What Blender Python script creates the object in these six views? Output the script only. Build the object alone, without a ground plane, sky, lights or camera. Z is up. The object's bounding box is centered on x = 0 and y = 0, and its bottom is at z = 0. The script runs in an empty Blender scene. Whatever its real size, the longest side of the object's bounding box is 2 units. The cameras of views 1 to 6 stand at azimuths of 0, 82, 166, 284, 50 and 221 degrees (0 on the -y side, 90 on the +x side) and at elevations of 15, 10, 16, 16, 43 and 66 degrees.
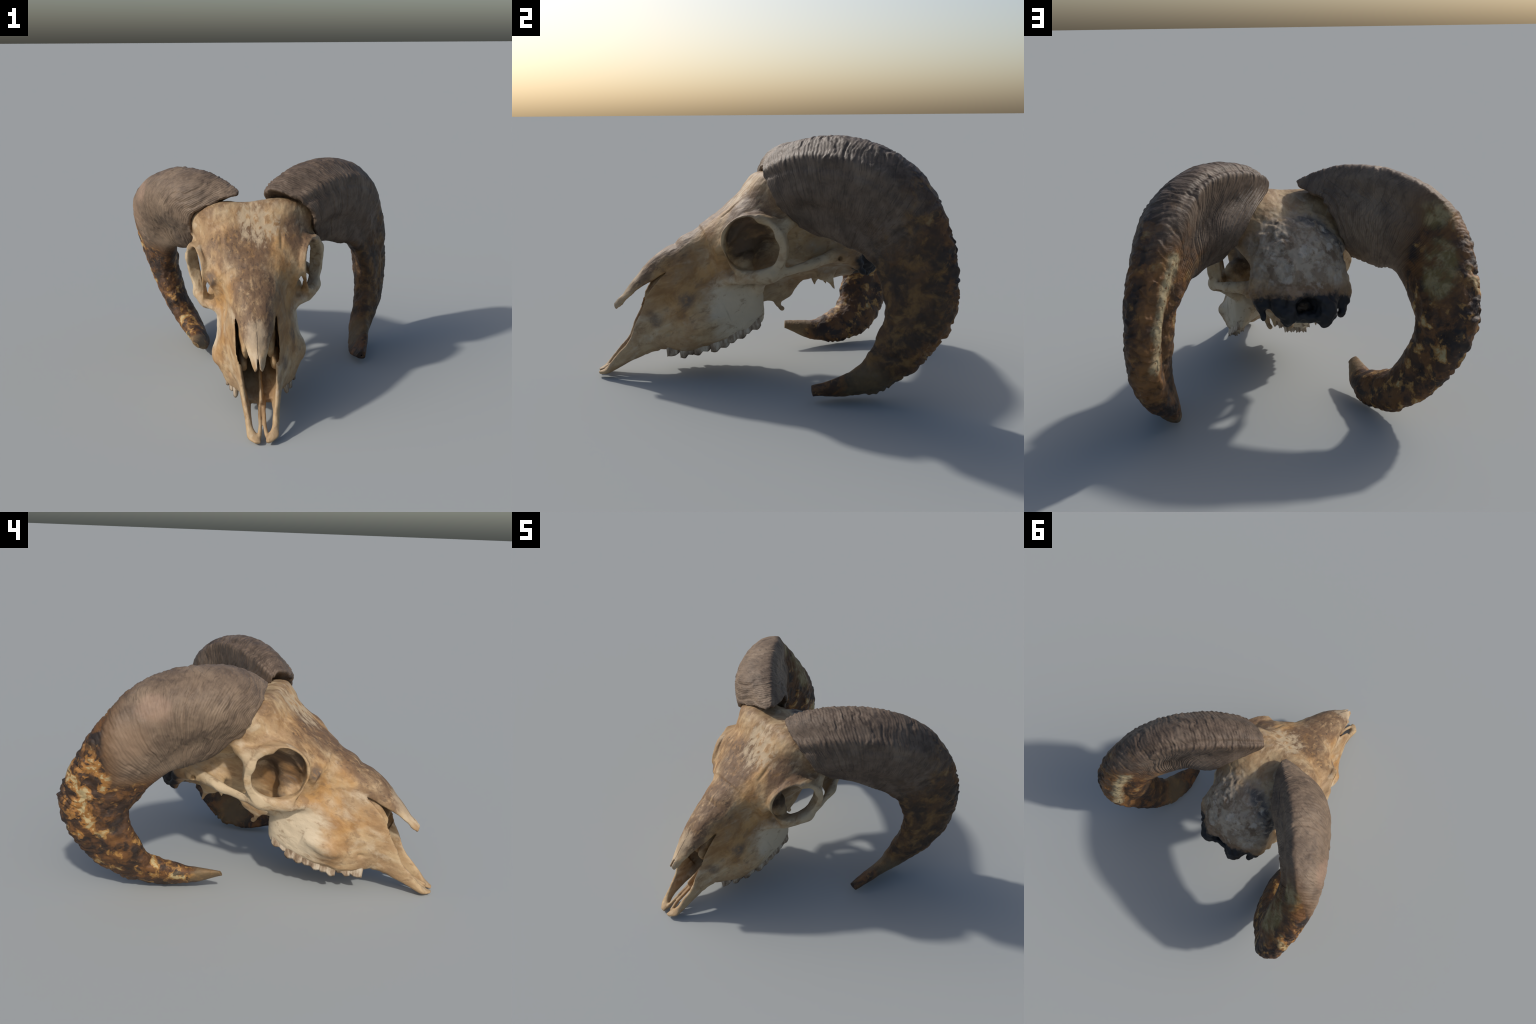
"""Ram skull with two curled horns: bone modelled as blended solids, horns as swept sections."""
import bpy, math
import numpy as np

# ------------------------------------------------------------------ frame
# Skull frame: a = lateral, s = nose-to-back axis, g = up.  The head lies pitched and slightly rolled.
ROLL, PITCH = 0.06, math.radians(22)
ORIGIN = np.array([-0.012, 0.0, 0.0])
AX_A = np.array([math.cos(ROLL), 0, math.sin(ROLL)])
_UP = np.array([-math.sin(ROLL), 0, math.cos(ROLL)])
_Y = np.array([0, 1.0, 0])
AX_S = math.cos(PITCH) * _Y + math.sin(PITCH) * _UP
AX_G = -math.sin(PITCH) * _Y + math.cos(PITCH) * _UP
FRAME = np.stack([AX_A, AX_S, AX_G])


def to_world(q):
    return np.asarray(q, float) @ FRAME + ORIGIN


# ------------------------------------------------------------------ noise
_rng = np.random.default_rng(7)
_PERM = np.concatenate([_rng.permutation(512)] * 2).astype(np.int64)
_GRAD = _rng.normal(size=(512, 3))
_GRAD /= np.linalg.norm(_GRAD, axis=1, keepdims=True)


def perlin(P):
    """Gradient noise of points (n,3), about -0.7..0.7."""
    P = np.asarray(P, float)
    I = np.floor(P).astype(np.int64)
    F = P - I
    W = F * F * F * (F * (F * 6 - 15) + 10)
    out = 0
    for dx in (0, 1):
        for dy in (0, 1):
            for dz in (0, 1):
                h = _PERM[(_PERM[(_PERM[(I[:, 0] + dx) & 511] + I[:, 1] + dy) & 511] + I[:, 2] + dz) & 511]
                g = _GRAD[h]
                d = g[:, 0] * (F[:, 0] - dx) + g[:, 1] * (F[:, 1] - dy) + g[:, 2] * (F[:, 2] - dz)
                w = (W[:, 0] if dx else 1 - W[:, 0]) * (W[:, 1] if dy else 1 - W[:, 1]) * (W[:, 2] if dz else 1 - W[:, 2])
                out = out + w * d
    return out


def fbm(P, octaves=3, gain=0.5):
    v, amp = 0, 1.0
    for k in range(octaves):
        v = v + amp * perlin(P * 2.0 ** k + 17.3 * k)
        amp *= gain
    return v


def smoothstep(lo, hi, x):
    t = np.clip((x - lo) / (hi - lo), 0, 1)
    return t * t * (3 - 2 * t)


# ------------------------------------------------------------------ distance fields on a grid
CELL = 0.0055
A_MAX, S_MIN, S_MAX, G_MIN, G_MAX = 0.50, -0.955, 0.86, 0.215, 1.15
av = np.arange(0, A_MAX, CELL, dtype=np.float32) + CELL * 0.5   # half grid, mirrored later
sv = np.arange(S_MIN, S_MAX, CELL, dtype=np.float32)
gv = np.arange(G_MIN, G_MAX, CELL, dtype=np.float32)
FAR = 0.30
field = np.full((len(av), len(sv), len(gv)), FAR, np.float32)


def window(lo, hi, pad=0.05):
    sl = []
    for v, l, h in zip((av, sv, gv), lo, hi):
        i0, i1 = np.searchsorted(v, [l - pad, h + pad])
        sl.append(slice(int(i0), int(max(i1, i0 + 1))))
    return tuple(sl)


def coords(w):
    return (av[w[0]][:, None, None], sv[w[1]][None, :, None], gv[w[2]][None, None, :])


def smin(a, b, k):
    if k <= 0:
        return np.minimum(a, b)
    h = np.clip(0.5 + 0.5 * (b - a) / k, 0, 1)
    return b + (a - b) * h - k * h * (1 - h)


def add(w, d, k=0.02):
    field[w] = smin(field[w], d.astype(np.float32), k)


def cut(w, d, k=0.015):
    field[w] = -smin(-field[w], d.astype(np.float32), k)


def ellipsoid(c, r, yaw=0.0, tilt=0.0, pad=0.05):
    """c, r in (a, s, g); yaw turns in the a-s plane, tilt in the s-g plane."""
    m = max(r)
    w = window(np.array(c) - m, np.array(c) + m, pad)
    A, S, G = coords(w)
    x, y, z = A - c[0], S - c[1], G - c[2]
    if yaw:
        x, y = x * math.cos(yaw) + y * math.sin(yaw), -x * math.sin(yaw) + y * math.cos(yaw)
    if tilt:
        y, z = y * math.cos(tilt) + z * math.sin(tilt), -y * math.sin(tilt) + z * math.cos(tilt)
    q = np.sqrt((x / r[0]) ** 2 + (y / r[1]) ** 2 + (z / r[2]) ** 2)
    return w, (q - 1) * min(r) * np.clip(1.0 / np.maximum(q, 0.5) + 0.2, 0.7, 1.3)


def strand(points, radii, flat=(1.0, 1.0, 1.0), pad=0.05):
    """Chain of tapered capsules; flat scales the axes (values above 1 thicken that axis)."""
    f = np.array(flat)
    p = np.array(points, float)
    m = max(radii) * max(flat)
    w = window(p.min(0) - m, p.max(0) + m, pad)
    A, S, G = coords(w)
    best = None
    for (p0, p1, r0, r1) in zip(p[:-1] / f, p[1:] / f, radii[:-1], radii[1:]):
        d = p1 - p0
        x, y, z = A / f[0] - p0[0], S / f[1] - p0[1], G / f[2] - p0[2]
        t = np.clip((x * d[0] + y * d[1] + z * d[2]) / max(d @ d, 1e-9), 0, 1)
        e = np.sqrt((x - t * d[0]) ** 2 + (y - t * d[1]) ** 2 + (z - t * d[2]) ** 2) - (r0 + (r1 - r0) * t)
        best = e if best is None else np.minimum(best, e)
    return w, best * min(flat)


def hermite(x, xp, yp):
    """Smooth interpolation through stations; yp is (n, ...)."""
    xp, yp = np.asarray(xp, float), np.asarray(yp, float)
    m = np.empty_like(yp)
    sl = (yp[1:] - yp[:-1]) / (xp[1:] - xp[:-1]).reshape(-1, *[1] * (yp.ndim - 1))
    m[1:-1] = 0.5 * (sl[1:] + sl[:-1])
    m[0], m[-1] = sl[0], sl[-1]
    x = np.clip(np.atleast_1d(x), xp[0], xp[-1])
    j = np.clip(np.searchsorted(xp, x) - 1, 0, len(xp) - 2)
    h = (xp[j + 1] - xp[j])
    t = ((x - xp[j]) / h).reshape(-1, *[1] * (yp.ndim - 1))
    h = h.reshape(t.shape)
    return ((2 * t**3 - 3 * t**2 + 1) * yp[j] + (t**3 - 2 * t**2 + t) * h * m[j] + (-2 * t**3 + 3 * t**2) * yp[j + 1] + (t**3 - t**2) * h * m[j + 1])


def round_loop(poly, n=3):
    """Closed Catmull-Rom refinement of a control polygon."""
    P0, P1, P2, P3 = np.roll(poly, 1, 0), poly, np.roll(poly, -1, 0), np.roll(poly, -2, 0)
    out = []
    for t in np.arange(n) / n:
        out.append(0.5 * (2 * P1 + (P2 - P0) * t + (2 * P0 - 5 * P1 + 4 * P2 - P3) * t * t + (3 * P1 - P0 - 3 * P2 + P3) * t**3))
    return np.stack(out, 1).reshape(-1, 2)


def loft(stations, paired=True, pad=0.05, close=0.0):
    """Distance to a body lofted along s through (a, g) sections.
    paired: sections run from the top midline to the bottom midline and are mirrored."""
    ss = sorted(stations)
    ctl = np.array([stations[k] for k in ss], float)
    w = window((max(ctl[..., 0].min(), 0), ss[0], ctl[..., 1].min()), (ctl[..., 0].max(), ss[-1], ctl[..., 1].max()), pad)
    A, S, G = coords(w)
    pa = np.repeat(A[:, 0, 0], G.shape[2])
    pg = np.tile(G[0, 0, :], A.shape[0])
    d = np.empty((A.shape[0], S.shape[1], G.shape[2]), np.float32)
    secs = hermite(S[0, :, 0], ss, ctl)
    for i, sec in enumerate(secs):
        loop = np.vstack([sec, (sec[1:-1] * [-1, 1])[::-1]]) if paired else sec
        loop = round_loop(loop).astype(np.float32)
        q0, q1 = loop, np.roll(loop, -1, 0)
        best = np.full(pa.shape, 1e9, np.float32)
        inside = np.zeros(pa.shape, bool)
        for (x0, y0), (x1, y1) in zip(q0, q1):
            ex, ey = x1 - x0, y1 - y0
            vx, vy = pa - x0, pg - y0
            t = np.clip((vx * ex + vy * ey) / max(ex * ex + ey * ey, 1e-12), 0, 1)
            best = np.minimum(best, (vx - t * ex) ** 2 + (vy - t * ey) ** 2)
            if (y0 > y1) != (y0 < y1) or y0 != y1:
                c = (y0 > pg) != (y1 > pg)
                inside ^= c & (vx < (pg - y0) * ex / (ey if ey else 1e-9))
        sd = np.sqrt(best)
        d[:, i, :] = np.where(inside, -sd, sd).reshape(A.shape[0], -1)
    ends = np.maximum(ss[0] - S, S - ss[-1]) - close
    return w, np.maximum(d, ends)


# ------------------------------------------------------------------ skull: solids
def build_bone():
    # face: maxilla and roof of the muzzle, up to the front of the eye sockets
    add(*loft({
        -0.62: [(0, .52), (.08, .52), (.108, .51), (.112, .47), (.112, .44), (.108, .41), (.085, .385), (.05, .385), (0, .385)],
        -0.56: [(0, .60), (.09, .61), (.115, .60), (.122, .53), (.122, .48), (.118, .43), (.09, .39), (.05, .385), (0, .385)],
        -0.50: [(0, .67), (.10, .69), (.128, .675), (.142, .59), (.150, .50), (.152, .43), (.138, .375), (.08, .385), (0, .395)],
        -0.38: [(0, .75), (.10, .755), (.132, .745), (.170, .62), (.198, .50), (.212, .41), (.195, .325), (.10, .37), (0, .40)],
        -0.28: [(0, .80), (.10, .80), (.138, .785), (.188, .66), (.232, .52), (.254, .42), (.212, .312), (.11, .36), (0, .41)],
        -0.20: [(0, .905), (.08, .89), (.140, .835), (.175, .70), (.222, .57), (.254, .42), (.215, .295), (.11, .35), (0, .41)],
        -0.08: [(0, .928), (.10, .908), (.172, .85), (.190, .73), (.232, .60), (.250, .45), (.218, .290), (.12, .35), (0, .41)],
        0.02: [(0, .942), (.12, .928), (.22, .868), (.262, .785), (.238, .62), (.250, .48), (.218, .298), (.13, .35), (0, .41)],
        0.08: [(0, .94), (.11, .93), (.18, .86), (.19, .76), (.22, .62), (.245, .50), (.20, .325), (.12, .40), (0, .43)],
        0.13: [(0, .80), (.08, .80), (.12, .75), (.14, .66), (.18, .58), (.205, .51), (.175, .44), (.10, .45), (0, .45)],
    }), k=0.0)
    # frontal bone: forehead, brow plates and the shoulders that carry the horns
    add(*loft({
        -0.03: [(0, .935), (.10, .925), (.19, .875), (.245, .82), (.262, .79), (.24, .74), (.15, .70), (.08, .70), (0, .70)],
        0.08: [(0, .962), (.14, .953), (.24, .912), (.305, .875), (.330, .85), (.30, .83), (.20, .79), (.10, .75), (0, .70)],
        0.18: [(0, .992), (.15, .988), (.255, .955), (.316, .920), (.350, .893), (.32, .87), (.25, .83), (.12, .75), (0, .70)],
        0.26: [(0, 1.026), (.14, 1.02), (.23, .985), (.300, .935), (.376, .860), (.365, .82), (.28, .79), (.15, .74), (0, .70)],
        0.32: [(0, 1.052), (.14, 1.055), (.235, 1.035), (.305, .965), (.37, .84), (.355, .78), (.30, .74), (.16, .70), (0, .65)],
        0.40: [(0, 1.080), (.14, 1.086), (.26, 1.068), (.335, .99), (.362, .85), (.33, .77), (.26, .71), (.19, .66), (0, .62)],
        0.50: [(0, 1.01), (.10, 1.03), (.22, 1.025), (.32, .94), (.345, .82), (.31, .74), (.26, .68), (.20, .62), (0, .60)],
        0.60: [(0, .90), (.10, .92), (.20, .90), (.27, .82), (.30, .74), (.28, .68), (.24, .62), (.20, .60), (0, .60)],
        0.68: [(0, .76), (.08, .77), (.14, .75), (.20, .70), (.22, .66), (.20, .62), (.18, .60), (.10, .60), (0, .60)],
    }), k=0.025)
    # brain case and occiput
    add(*loft({
        0.06: [(0, .80), (.09, .80), (.135, .74), (.145, .66), (.14, .57), (.11, .50), (.08, .46), (.04, .44), (0, .44)],
        0.22: [(0, .80), (.09, .79), (.125, .72), (.130, .64), (.12, .55), (.10, .49), (.07, .45), (.04, .43), (0, .43)],
        0.40: [(0, .80), (.12, .78), (.19, .72), (.20, .64), (.19, .56), (.16, .49), (.12, .44), (.06, .42), (0, .42)],
        0.52: [(0, .85), (.15, .82), (.228, .74), (.232, .64), (.226, .56), (.215, .48), (.15, .43), (.07, .41), (0, .41)],
        0.62: [(0, .88), (.12, .86), (.215, .78), (.245, .66), (.258, .55), (.26, .47), (.20, .415), (.08, .39), (0, .38)],
        0.70: [(0, .825), (.11, .80), (.20, .72), (.242, .62), (.266, .52), (.255, .45), (.205, .385), (.10, .358), (0, .358)],
        0.75: [(0, .755), (.09, .735), (.165, .665), (.212, .57), (.215, .48), (.195, .41), (.15, .358), (.08, .345), (0, .345)],
        0.785: [(0, .67), (.08, .65), (.14, .59), (.175, .51), (.17, .43), (.15, .375), (.11, .335), (.05, .33), (0, .33)],
        0.815: [(0, .57), (.05, .56), (.09, .52), (.11, .48), (.11, .44), (.09, .41), (.06, .40), (.03, .395), (0, .395)],
    }), k=0.03)
    # nuchal crest: from the crown of the occiput out towards the ears
    add(*strand([(0, .635, .845), (.117, .655, .805), (.19, .67, .735), (.238, .675, .655), (.244, .68, .56), (.255, .70, .48)], [.018, .02, .02, .018, .016, .018]), k=0.035)
    # bony horn cores that fill the roots of the horns
    add(*strand([(.17, .44, .925), (.28, .475, .915), (.33, .52, .865)], [.12, .12, .105]), k=0.04)
    # skull base
    add(*strand([(0, .10, .50), (0, .35, .46), (0, .60, .41), (0, .72, .38)], [.06, .05, .055, .05], flat=(1.6, 1, 1)), k=0.04)
    # eye sockets: carve, then set the ring of bone round them
    cut(*ellipsoid((.40, .185, .750), (.19, .140, .150), yaw=-.35), k=0.03)
    cut(*ellipsoid((.34, .28, .68), (.12, .09, .08)), k=0.03)
    cut(*ellipsoid((.42, .34, .675), (.23, .17, .115)), k=0.03)
    cut(*ellipsoid((.42, .475, .610), (.20, .145, .10)), k=0.03)
    socket_ring()
    add(*ellipsoid((.140, .130, .800), (.090, .12, .12)), k=0.05)
    # bulge of bone in the lower front of the socket, and the malar root below it
    add(*ellipsoid((.225, .080, .645), (.068, .06, .066), yaw=.5, tilt=.4), k=0.025)
    add(*ellipsoid((.205, .125, .690), (.05, .05, .03), yaw=-.4), k=0.03)
    add(*strand([(.372, .15, .583), (.315, .04, .60), (.215, -.06, .62)], [.027, .030, .014]), k=0.05)
    add(*strand([(.245, .115, .50), (.33, .14, .545), (.385, .20, .565)], [.03, .024, .024]), k=0.04)
    # wing of bone from the back of the ring up to the root of the horn
    add(*strand([(.392, .26, .872), (.395, .345, .82), (.372, .42, .79)], [.018, .018, .020], flat=(.8, 1, 1)), k=0.04)
    add(*strand([(.428, .315, .75), (.412, .365, .77), (.378, .42, .79)], [.013, .016, .020], flat=(.7, 1, 1)), k=0.04)
    # cheek arch back to the ear, ear tube
    add(*strand([(.385, .20, .565), (.378, .30, .545), (.355, .40, .530), (.325, .48, .522), (.275, .57, .505)], [.024, .019, .018, .022, .03], flat=(.8, 1, 1.25)), k=0.03)
    # broad root of the arch, a shelf in front of the ear
    add(*strand([(.20, .50, .53), (.27, .475, .508), (.345, .445, .522)], [.036, .032, .026], flat=(1.1, 1.5, .65)), k=0.03)
    add(*strand([(.23, .60, .50), (.268, .625, .475)], [.042, .027]), k=0.03)
    cut(*ellipsoid((.300, .605, .475), (.05, .016, .016)), k=0.008)
    # facial knob above the tooth row
    add(*ellipsoid((.252, -.235, .435), (.032, .085, .035)), k=0.04)
    # occipital condyles, beside the opening for the spine
    add(*ellipsoid((.106, .770, .352), (.058, .052, .074), tilt=-.25), k=0.04)
    add(*strand([(.235, .69, .44), (.222, .70, .385), (.212, .705, .345)], [.040, .028, .018], flat=(.7, 1.1, 1)), k=0.03)
    cut(*ellipsoid((0, .815, .374), (.066, .15, .060)), k=0.02)
    add(*strand([(0, .58, .36), (0, .745, .325)], [.035, .03], flat=(2.2, 1, .8)), k=0.02)
    # ear capsules with thin spurs
    add(*ellipsoid((.130, .52, .405), (.042, .06, .042)), k=0.03)
    add(*strand([(.125, .525, .375), (.120, .530, .338), (.118, .531, .292)], [.028, .014, .004]), k=0.02)
    add(*strand([(.10, .46, .41), (.10, .445, .385), (.10, .437, .365)], [.022, .012, .005]), k=0.02)
    # pterygoid plates with hooks
    add(*strand([(.095, .13, .44), (.085, .20, .41), (.08, .27, .42), (.085, .34, .44)], [.055, .06, .06, .04], flat=(.28, 1, 1.15)), k=0.02)
    add(*strand([(.075, .185, .35), (.068, .195, .315), (.062, .208, .298)], [.018, .013, .013]), k=0.02)
    # palate hollow
    cut(*strand([(0, -.52, .33), (0, -.3, .33), (0, 0, .32), (0, .13, .33)], [.05, .06, .07, .07], flat=(1.7, 1, 1)), k=0.02)
    # nasal cavity, open at the front; the gap beside the nasal bones follows from it
    cut(*loft({
        -0.75: [(0, .95), (.05, .95), (.09, .90), (.092, .70), (.090, .55), (.085, .47), (.065, .425), (.03, .415), (0, .415)],
        -0.60: [(0, .95), (.05, .95), (.092, .90), (.096, .70), (.096, .55), (.095, .47), (.075, .425), (.03, .415), (0, .415)],
        -0.50: [(0, .95), (.05, .95), (.10, .90), (.115, .75), (.125, .60), (.128, .50), (.10, .425), (.04, .415), (0, .415)],
        -0.40: [(0, .95), (.05, .94), (.095, .85), (.118, .75), (.14, .62), (.155, .50), (.12, .43), (.05, .42), (0, .42)],
        -0.30: [(0, .835), (.05, .83), (.095, .805), (.118, .765), (.15, .64), (.18, .52), (.14, .44), (.06, .43), (0, .43)],
        -0.20: [(0, .83), (.05, .82), (.08, .78), (.10, .73), (.13, .64), (.15, .54), (.12, .46), (.06, .45), (0, .45)],
        -0.02: [(0, .76), (.03, .75), (.05, .72), (.06, .68), (.07, .62), (.07, .56), (.06, .52), (.03, .5), (0, .5)],
    }), k=0.006)
    # premaxillae: two prongs that run to the tip of the muzzle
    add(*loft({
        -0.54: [(.095, .61), (.122, .62), (.128, .50), (.122, .40), (.085, .385), (.098, .50)],
        -0.60: [(.092, .57), (.113, .57), (.117, .48), (.111, .41), (.06, .385), (.085, .46)],
        -0.68: [(.084, .495), (.104, .492), (.106, .45), (.10, .395), (.062, .385), (.070, .44)],
        -0.76: [(.070, .456), (.090, .452), (.096, .42), (.090, .386), (.062, .382), (.060, .415)],
        -0.83: [(.056, .418), (.078, .420), (.090, .40), (.082, .374), (.050, .372), (.046, .395)],
        -0.875: [(.034, .398), (.064, .399), (.084, .389), (.070, .371), (.034, .370), (.016, .384)],
        -0.914: [(.018, .394), (.034, .397), (.046, .392), (.038, .382), (.022, .380), (.014, .388)],
    }, paired=False), k=0.008)
    add(*strand([(.012, -.60, .405), (.012, -.70, .405), (.012, -.80, .400), (.020, -.865, .388)], [.013, .0105, .0095, .011], flat=(1, 1, 1.2)), k=0.010)
    # vomer, the upright blade on the floor of the nose
    add(*strand([(0, -.66, .42), (0, -.50, .45), (0, -.30, .47), (0, -.05, .50)], [.012, .012, .014, .014], flat=(.9, 1, 3)), k=0.01)
    # scrolls of thin bone inside the nose
    add(*strand([(.070, -.475, .655), (.076, -.40, .690), (.078, -.28, .715), (.04, -.1, .68)], [.028, .036, .042, .03], flat=(.8, 1, 2.0)), k=0.01)
    add(*strand([(.090, -.455, .53), (.090, -.38, .54), (.07, -.15, .55)], [.024, .034, .03], flat=(.9, 1, 1.7)), k=0.01)
    # nasal bones: long vault that ends in two points
    nasal_bones()
    # small hollows: brow holes, pit before the eye, hole low on the cheek
    cut(*strand([(.185, .22, 1.00), (.183, .15, .972), (.178, .09, .952)], [.006, .010, .006]), k=0.012)
    cut(*strand([(.300, -.005, .795), (.262, -.04, .808), (.225, -.10, .790), (.20, -.16, .745)], [.006, .008, .007, .003]), k=0.016)
    cut(*ellipsoid((.300, -.075, .735), (.045, .07, .045)), k=0.03)
    cut(*ellipsoid((.185, -.455, .46), (.022, .03, .016)), k=0.012)


def socket_ring():
    """Ring of bone round the eye: tilted ellipse of varying width, a flat band in section."""
    w = window((.16, -.10, .48), (.50, .42, 1.0), 0.0)
    A, S, G = coords(w)
    tilt = math.radians(22)
    y, z = S - .155, G - .752
    x = A - .368 + .16 * np.clip(z, 0, 1)
    u = y * math.cos(tilt) + x * math.sin(tilt)      # along the ring plane, backwards
    n = -y * math.sin(tilt) + x * math.cos(tilt)     # out of the socket
    phi = np.arctan2(z, u)
    back, low = np.clip(np.cos(phi), 0, 1), np.clip(-np.sin(phi), 0, 1)
    top, fore = np.clip(np.sin(phi), 0, 1), np.clip(-np.cos(phi), 0, 1)
    hole = 0.152 + 0.006 * back + 0.010 * top - 0.012 * fore
    thick = 0.020 + 0.006 * low - 0.013 * np.maximum(top, fore)
    depth = 0.016 + 0.024 * back + 0.008 * low
    rho = np.sqrt(u * u + z * z)
    qx, qy = np.abs(rho - hole - thick) - thick + .007, np.abs(n + depth - .012) - depth + .007
    d = np.minimum(np.maximum(qx, qy), 0) + np.sqrt(np.maximum(qx, 0) ** 2 + np.maximum(qy, 0) ** 2) - .007
    add(w, d, k=0.03)
    # keep the mouth of the socket clean
    m = np.maximum(rho - hole, -(n + 0.07))
    cut(w, np.maximum(m, n - 0.2), k=0.012)


def nasal_bones():
    edge = {}
    for s, top, half, low in ((-.680, .714, .021, .684), (-.64, .732, .032, .694), (-.60, .745, .042, .714), (-.53, .788, .062, .740),
                              (-.464, .820, .080, .757), (-.40, .850, .094, .772), (-.323, .878, .108, .785), (-.26, .892, .122, .798), (-.20, .890, .130, .82)):
        t = .018 if s > -.6 else .014
        half, top, low = half * 1.06, top + .004 * (s < -.3), low + .004 * (s < -.4)
        edge[s] = [(0, top + .006), (half * .5, top - .002), (half * .88, .58 * top + .42 * low), (half + .003, low + .006), (half - t * .5, low - .004),
                   (half * .86 - t * .8, .45 * top + .55 * low - t * .4), (half * .5 - t * .3, top - .006 - t), (half * .2, top - t), (0, top - t)]
    w, d = loft(edge)
    # seam between the two bones, opening to a notch at the tip
    A, S, G = coords(w)
    notch = 0.0015 + 0.035 * np.clip(-(S + .60), 0, 1) * 1.2
    seam = np.maximum(A - notch, S + .42)
    d = np.maximum(d, -seam)
    add(w, d, k=0.012)


# ------------------------------------------------------------------ meshing
def surface_nets(F, origin, cell):
    """Dual mesh of the zero level of F (x, y, z order)."""
    inside = F < 0
    n = np.array(F.shape)
    corners = [(i, j, k) for i in (0, 1) for j in (0, 1) for k in (0, 1)]
    cut_ = np.zeros(n - 1, bool)
    first = inside[:-1, :-1, :-1]
    for i, j, k in corners[1:]:
        cut_ |= inside[i:n[0] - 1 + i, j:n[1] - 1 + j, k:n[2] - 1 + k] != first
    idx = np.argwhere(cut_)
    number = np.full(n - 1, -1, np.int64)
    number[tuple(idx.T)] = np.arange(len(idx))
    acc, cnt = np.zeros((len(idx), 3)), np.zeros(len(idx))
    val = {c: F[idx[:, 0] + c[0], idx[:, 1] + c[1], idx[:, 2] + c[2]].astype(float) for c in corners}
    for c in corners:
        for ax in range(3):
            if c[ax] == 0:
                e = list(c); e[ax] = 1
                v0, v1 = val[c], val[tuple(e)]
                m = (v0 < 0) != (v1 < 0)
                t = v0[m] / (v0[m] - v1[m])
                p = np.tile(np.array(c, float), (m.sum(), 1))
                p[:, ax] += t
                acc[m] += p
                cnt[m] += 1
    V = (idx + acc / cnt[:, None]) * cell + origin
    quads = []
    for ax in range(3):
        b, c = (ax + 1) % 3, (ax + 2) % 3
        lo = [slice(1, -1)] * 3; hi = [slice(1, -1)] * 3
        lo[ax], hi[ax] = slice(0, -1), slice(1, None)
        v0, v1 = inside[tuple(lo)], inside[tuple(hi)]
        e = np.argwhere(v0 != v1)
        flip = v0[tuple(e.T)]
        e = e + 1
        e[:, ax] -= 1
        q = []
        for db, dc in ((0, 0), (1, 0), (1, 1), (0, 1)):
            o = e.copy(); o[:, b] -= db; o[:, c] -= dc
            q.append(number[tuple(o.T)])
        q = np.stack(q, 1)
        # with the inside at the low corner the face must look towards +ax
        q[~flip] = q[~flip][:, ::-1]
        quads.append(q)
    Q = np.vstack(quads)
    # (0,0),(−1,0).. turns the loop clockwise seen from +ax: reverse so normals point out
    return V, Q


def relax(V, Q, rounds, lam=0.5, mu=-0.52):
    E = np.vstack([Q[:, [0, 1]], Q[:, [1, 2]], Q[:, [2, 3]], Q[:, [3, 0]]])
    E = np.unique(np.sort(E, 1), axis=0)
    deg = np.bincount(E.ravel(), minlength=len(V))[:, None]
    for r in range(rounds):
        for f in (lam, mu):
            S = np.zeros_like(V)
            for ax in range(3):
                S[:, ax] = np.bincount(E[:, 0], V[E[:, 1], ax], len(V)) + np.bincount(E[:, 1], V[E[:, 0], ax], len(V))
            V = V + f * (S / np.maximum(deg, 1) - V)
    return V


def face_normals(V, Q):
    return np.cross(V[Q[:, 2]] - V[Q[:, 0]], V[Q[:, 3]] - V[Q[:, 1]])


def vertex_normals(V, Q):
    fn = face_normals(V, Q)
    N = np.zeros_like(V)
    for c in range(4):
        for ax in range(3):
            N[:, ax] += np.bincount(Q[:, c], fn[:, ax], len(V))
    return N / np.maximum(np.linalg.norm(N, axis=1, keepdims=True), 1e-12)


def make_mesh(name, V, Q, material, parent, normals=None):
    me = bpy.data.meshes.new(name)
    me.vertices.add(len(V))
    me.vertices.foreach_set("co", np.ascontiguousarray(V, np.float32).ravel())
    Q = np.asarray(Q)
    me.loops.add(Q.size)
    me.loops.foreach_set("vertex_index", Q.ravel().astype(np.int32))
    me.polygons.add(len(Q))
    me.polygons.foreach_set("loop_start", (np.arange(len(Q)) * Q.shape[1]).astype(np.int32))
    me.update(calc_edges=True)
    me.validate()
    me.polygons.foreach_set("use_smooth", np.ones(len(me.polygons), bool))
    if normals is not None:
        me.normals_split_custom_set_from_vertices(normals.tolist())
    me.materials.append(material)
    ob = bpy.data.objects.new(name, me)
    bpy.context.scene.collection.objects.link(ob)
    ob.parent = parent
    return ob


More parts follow.
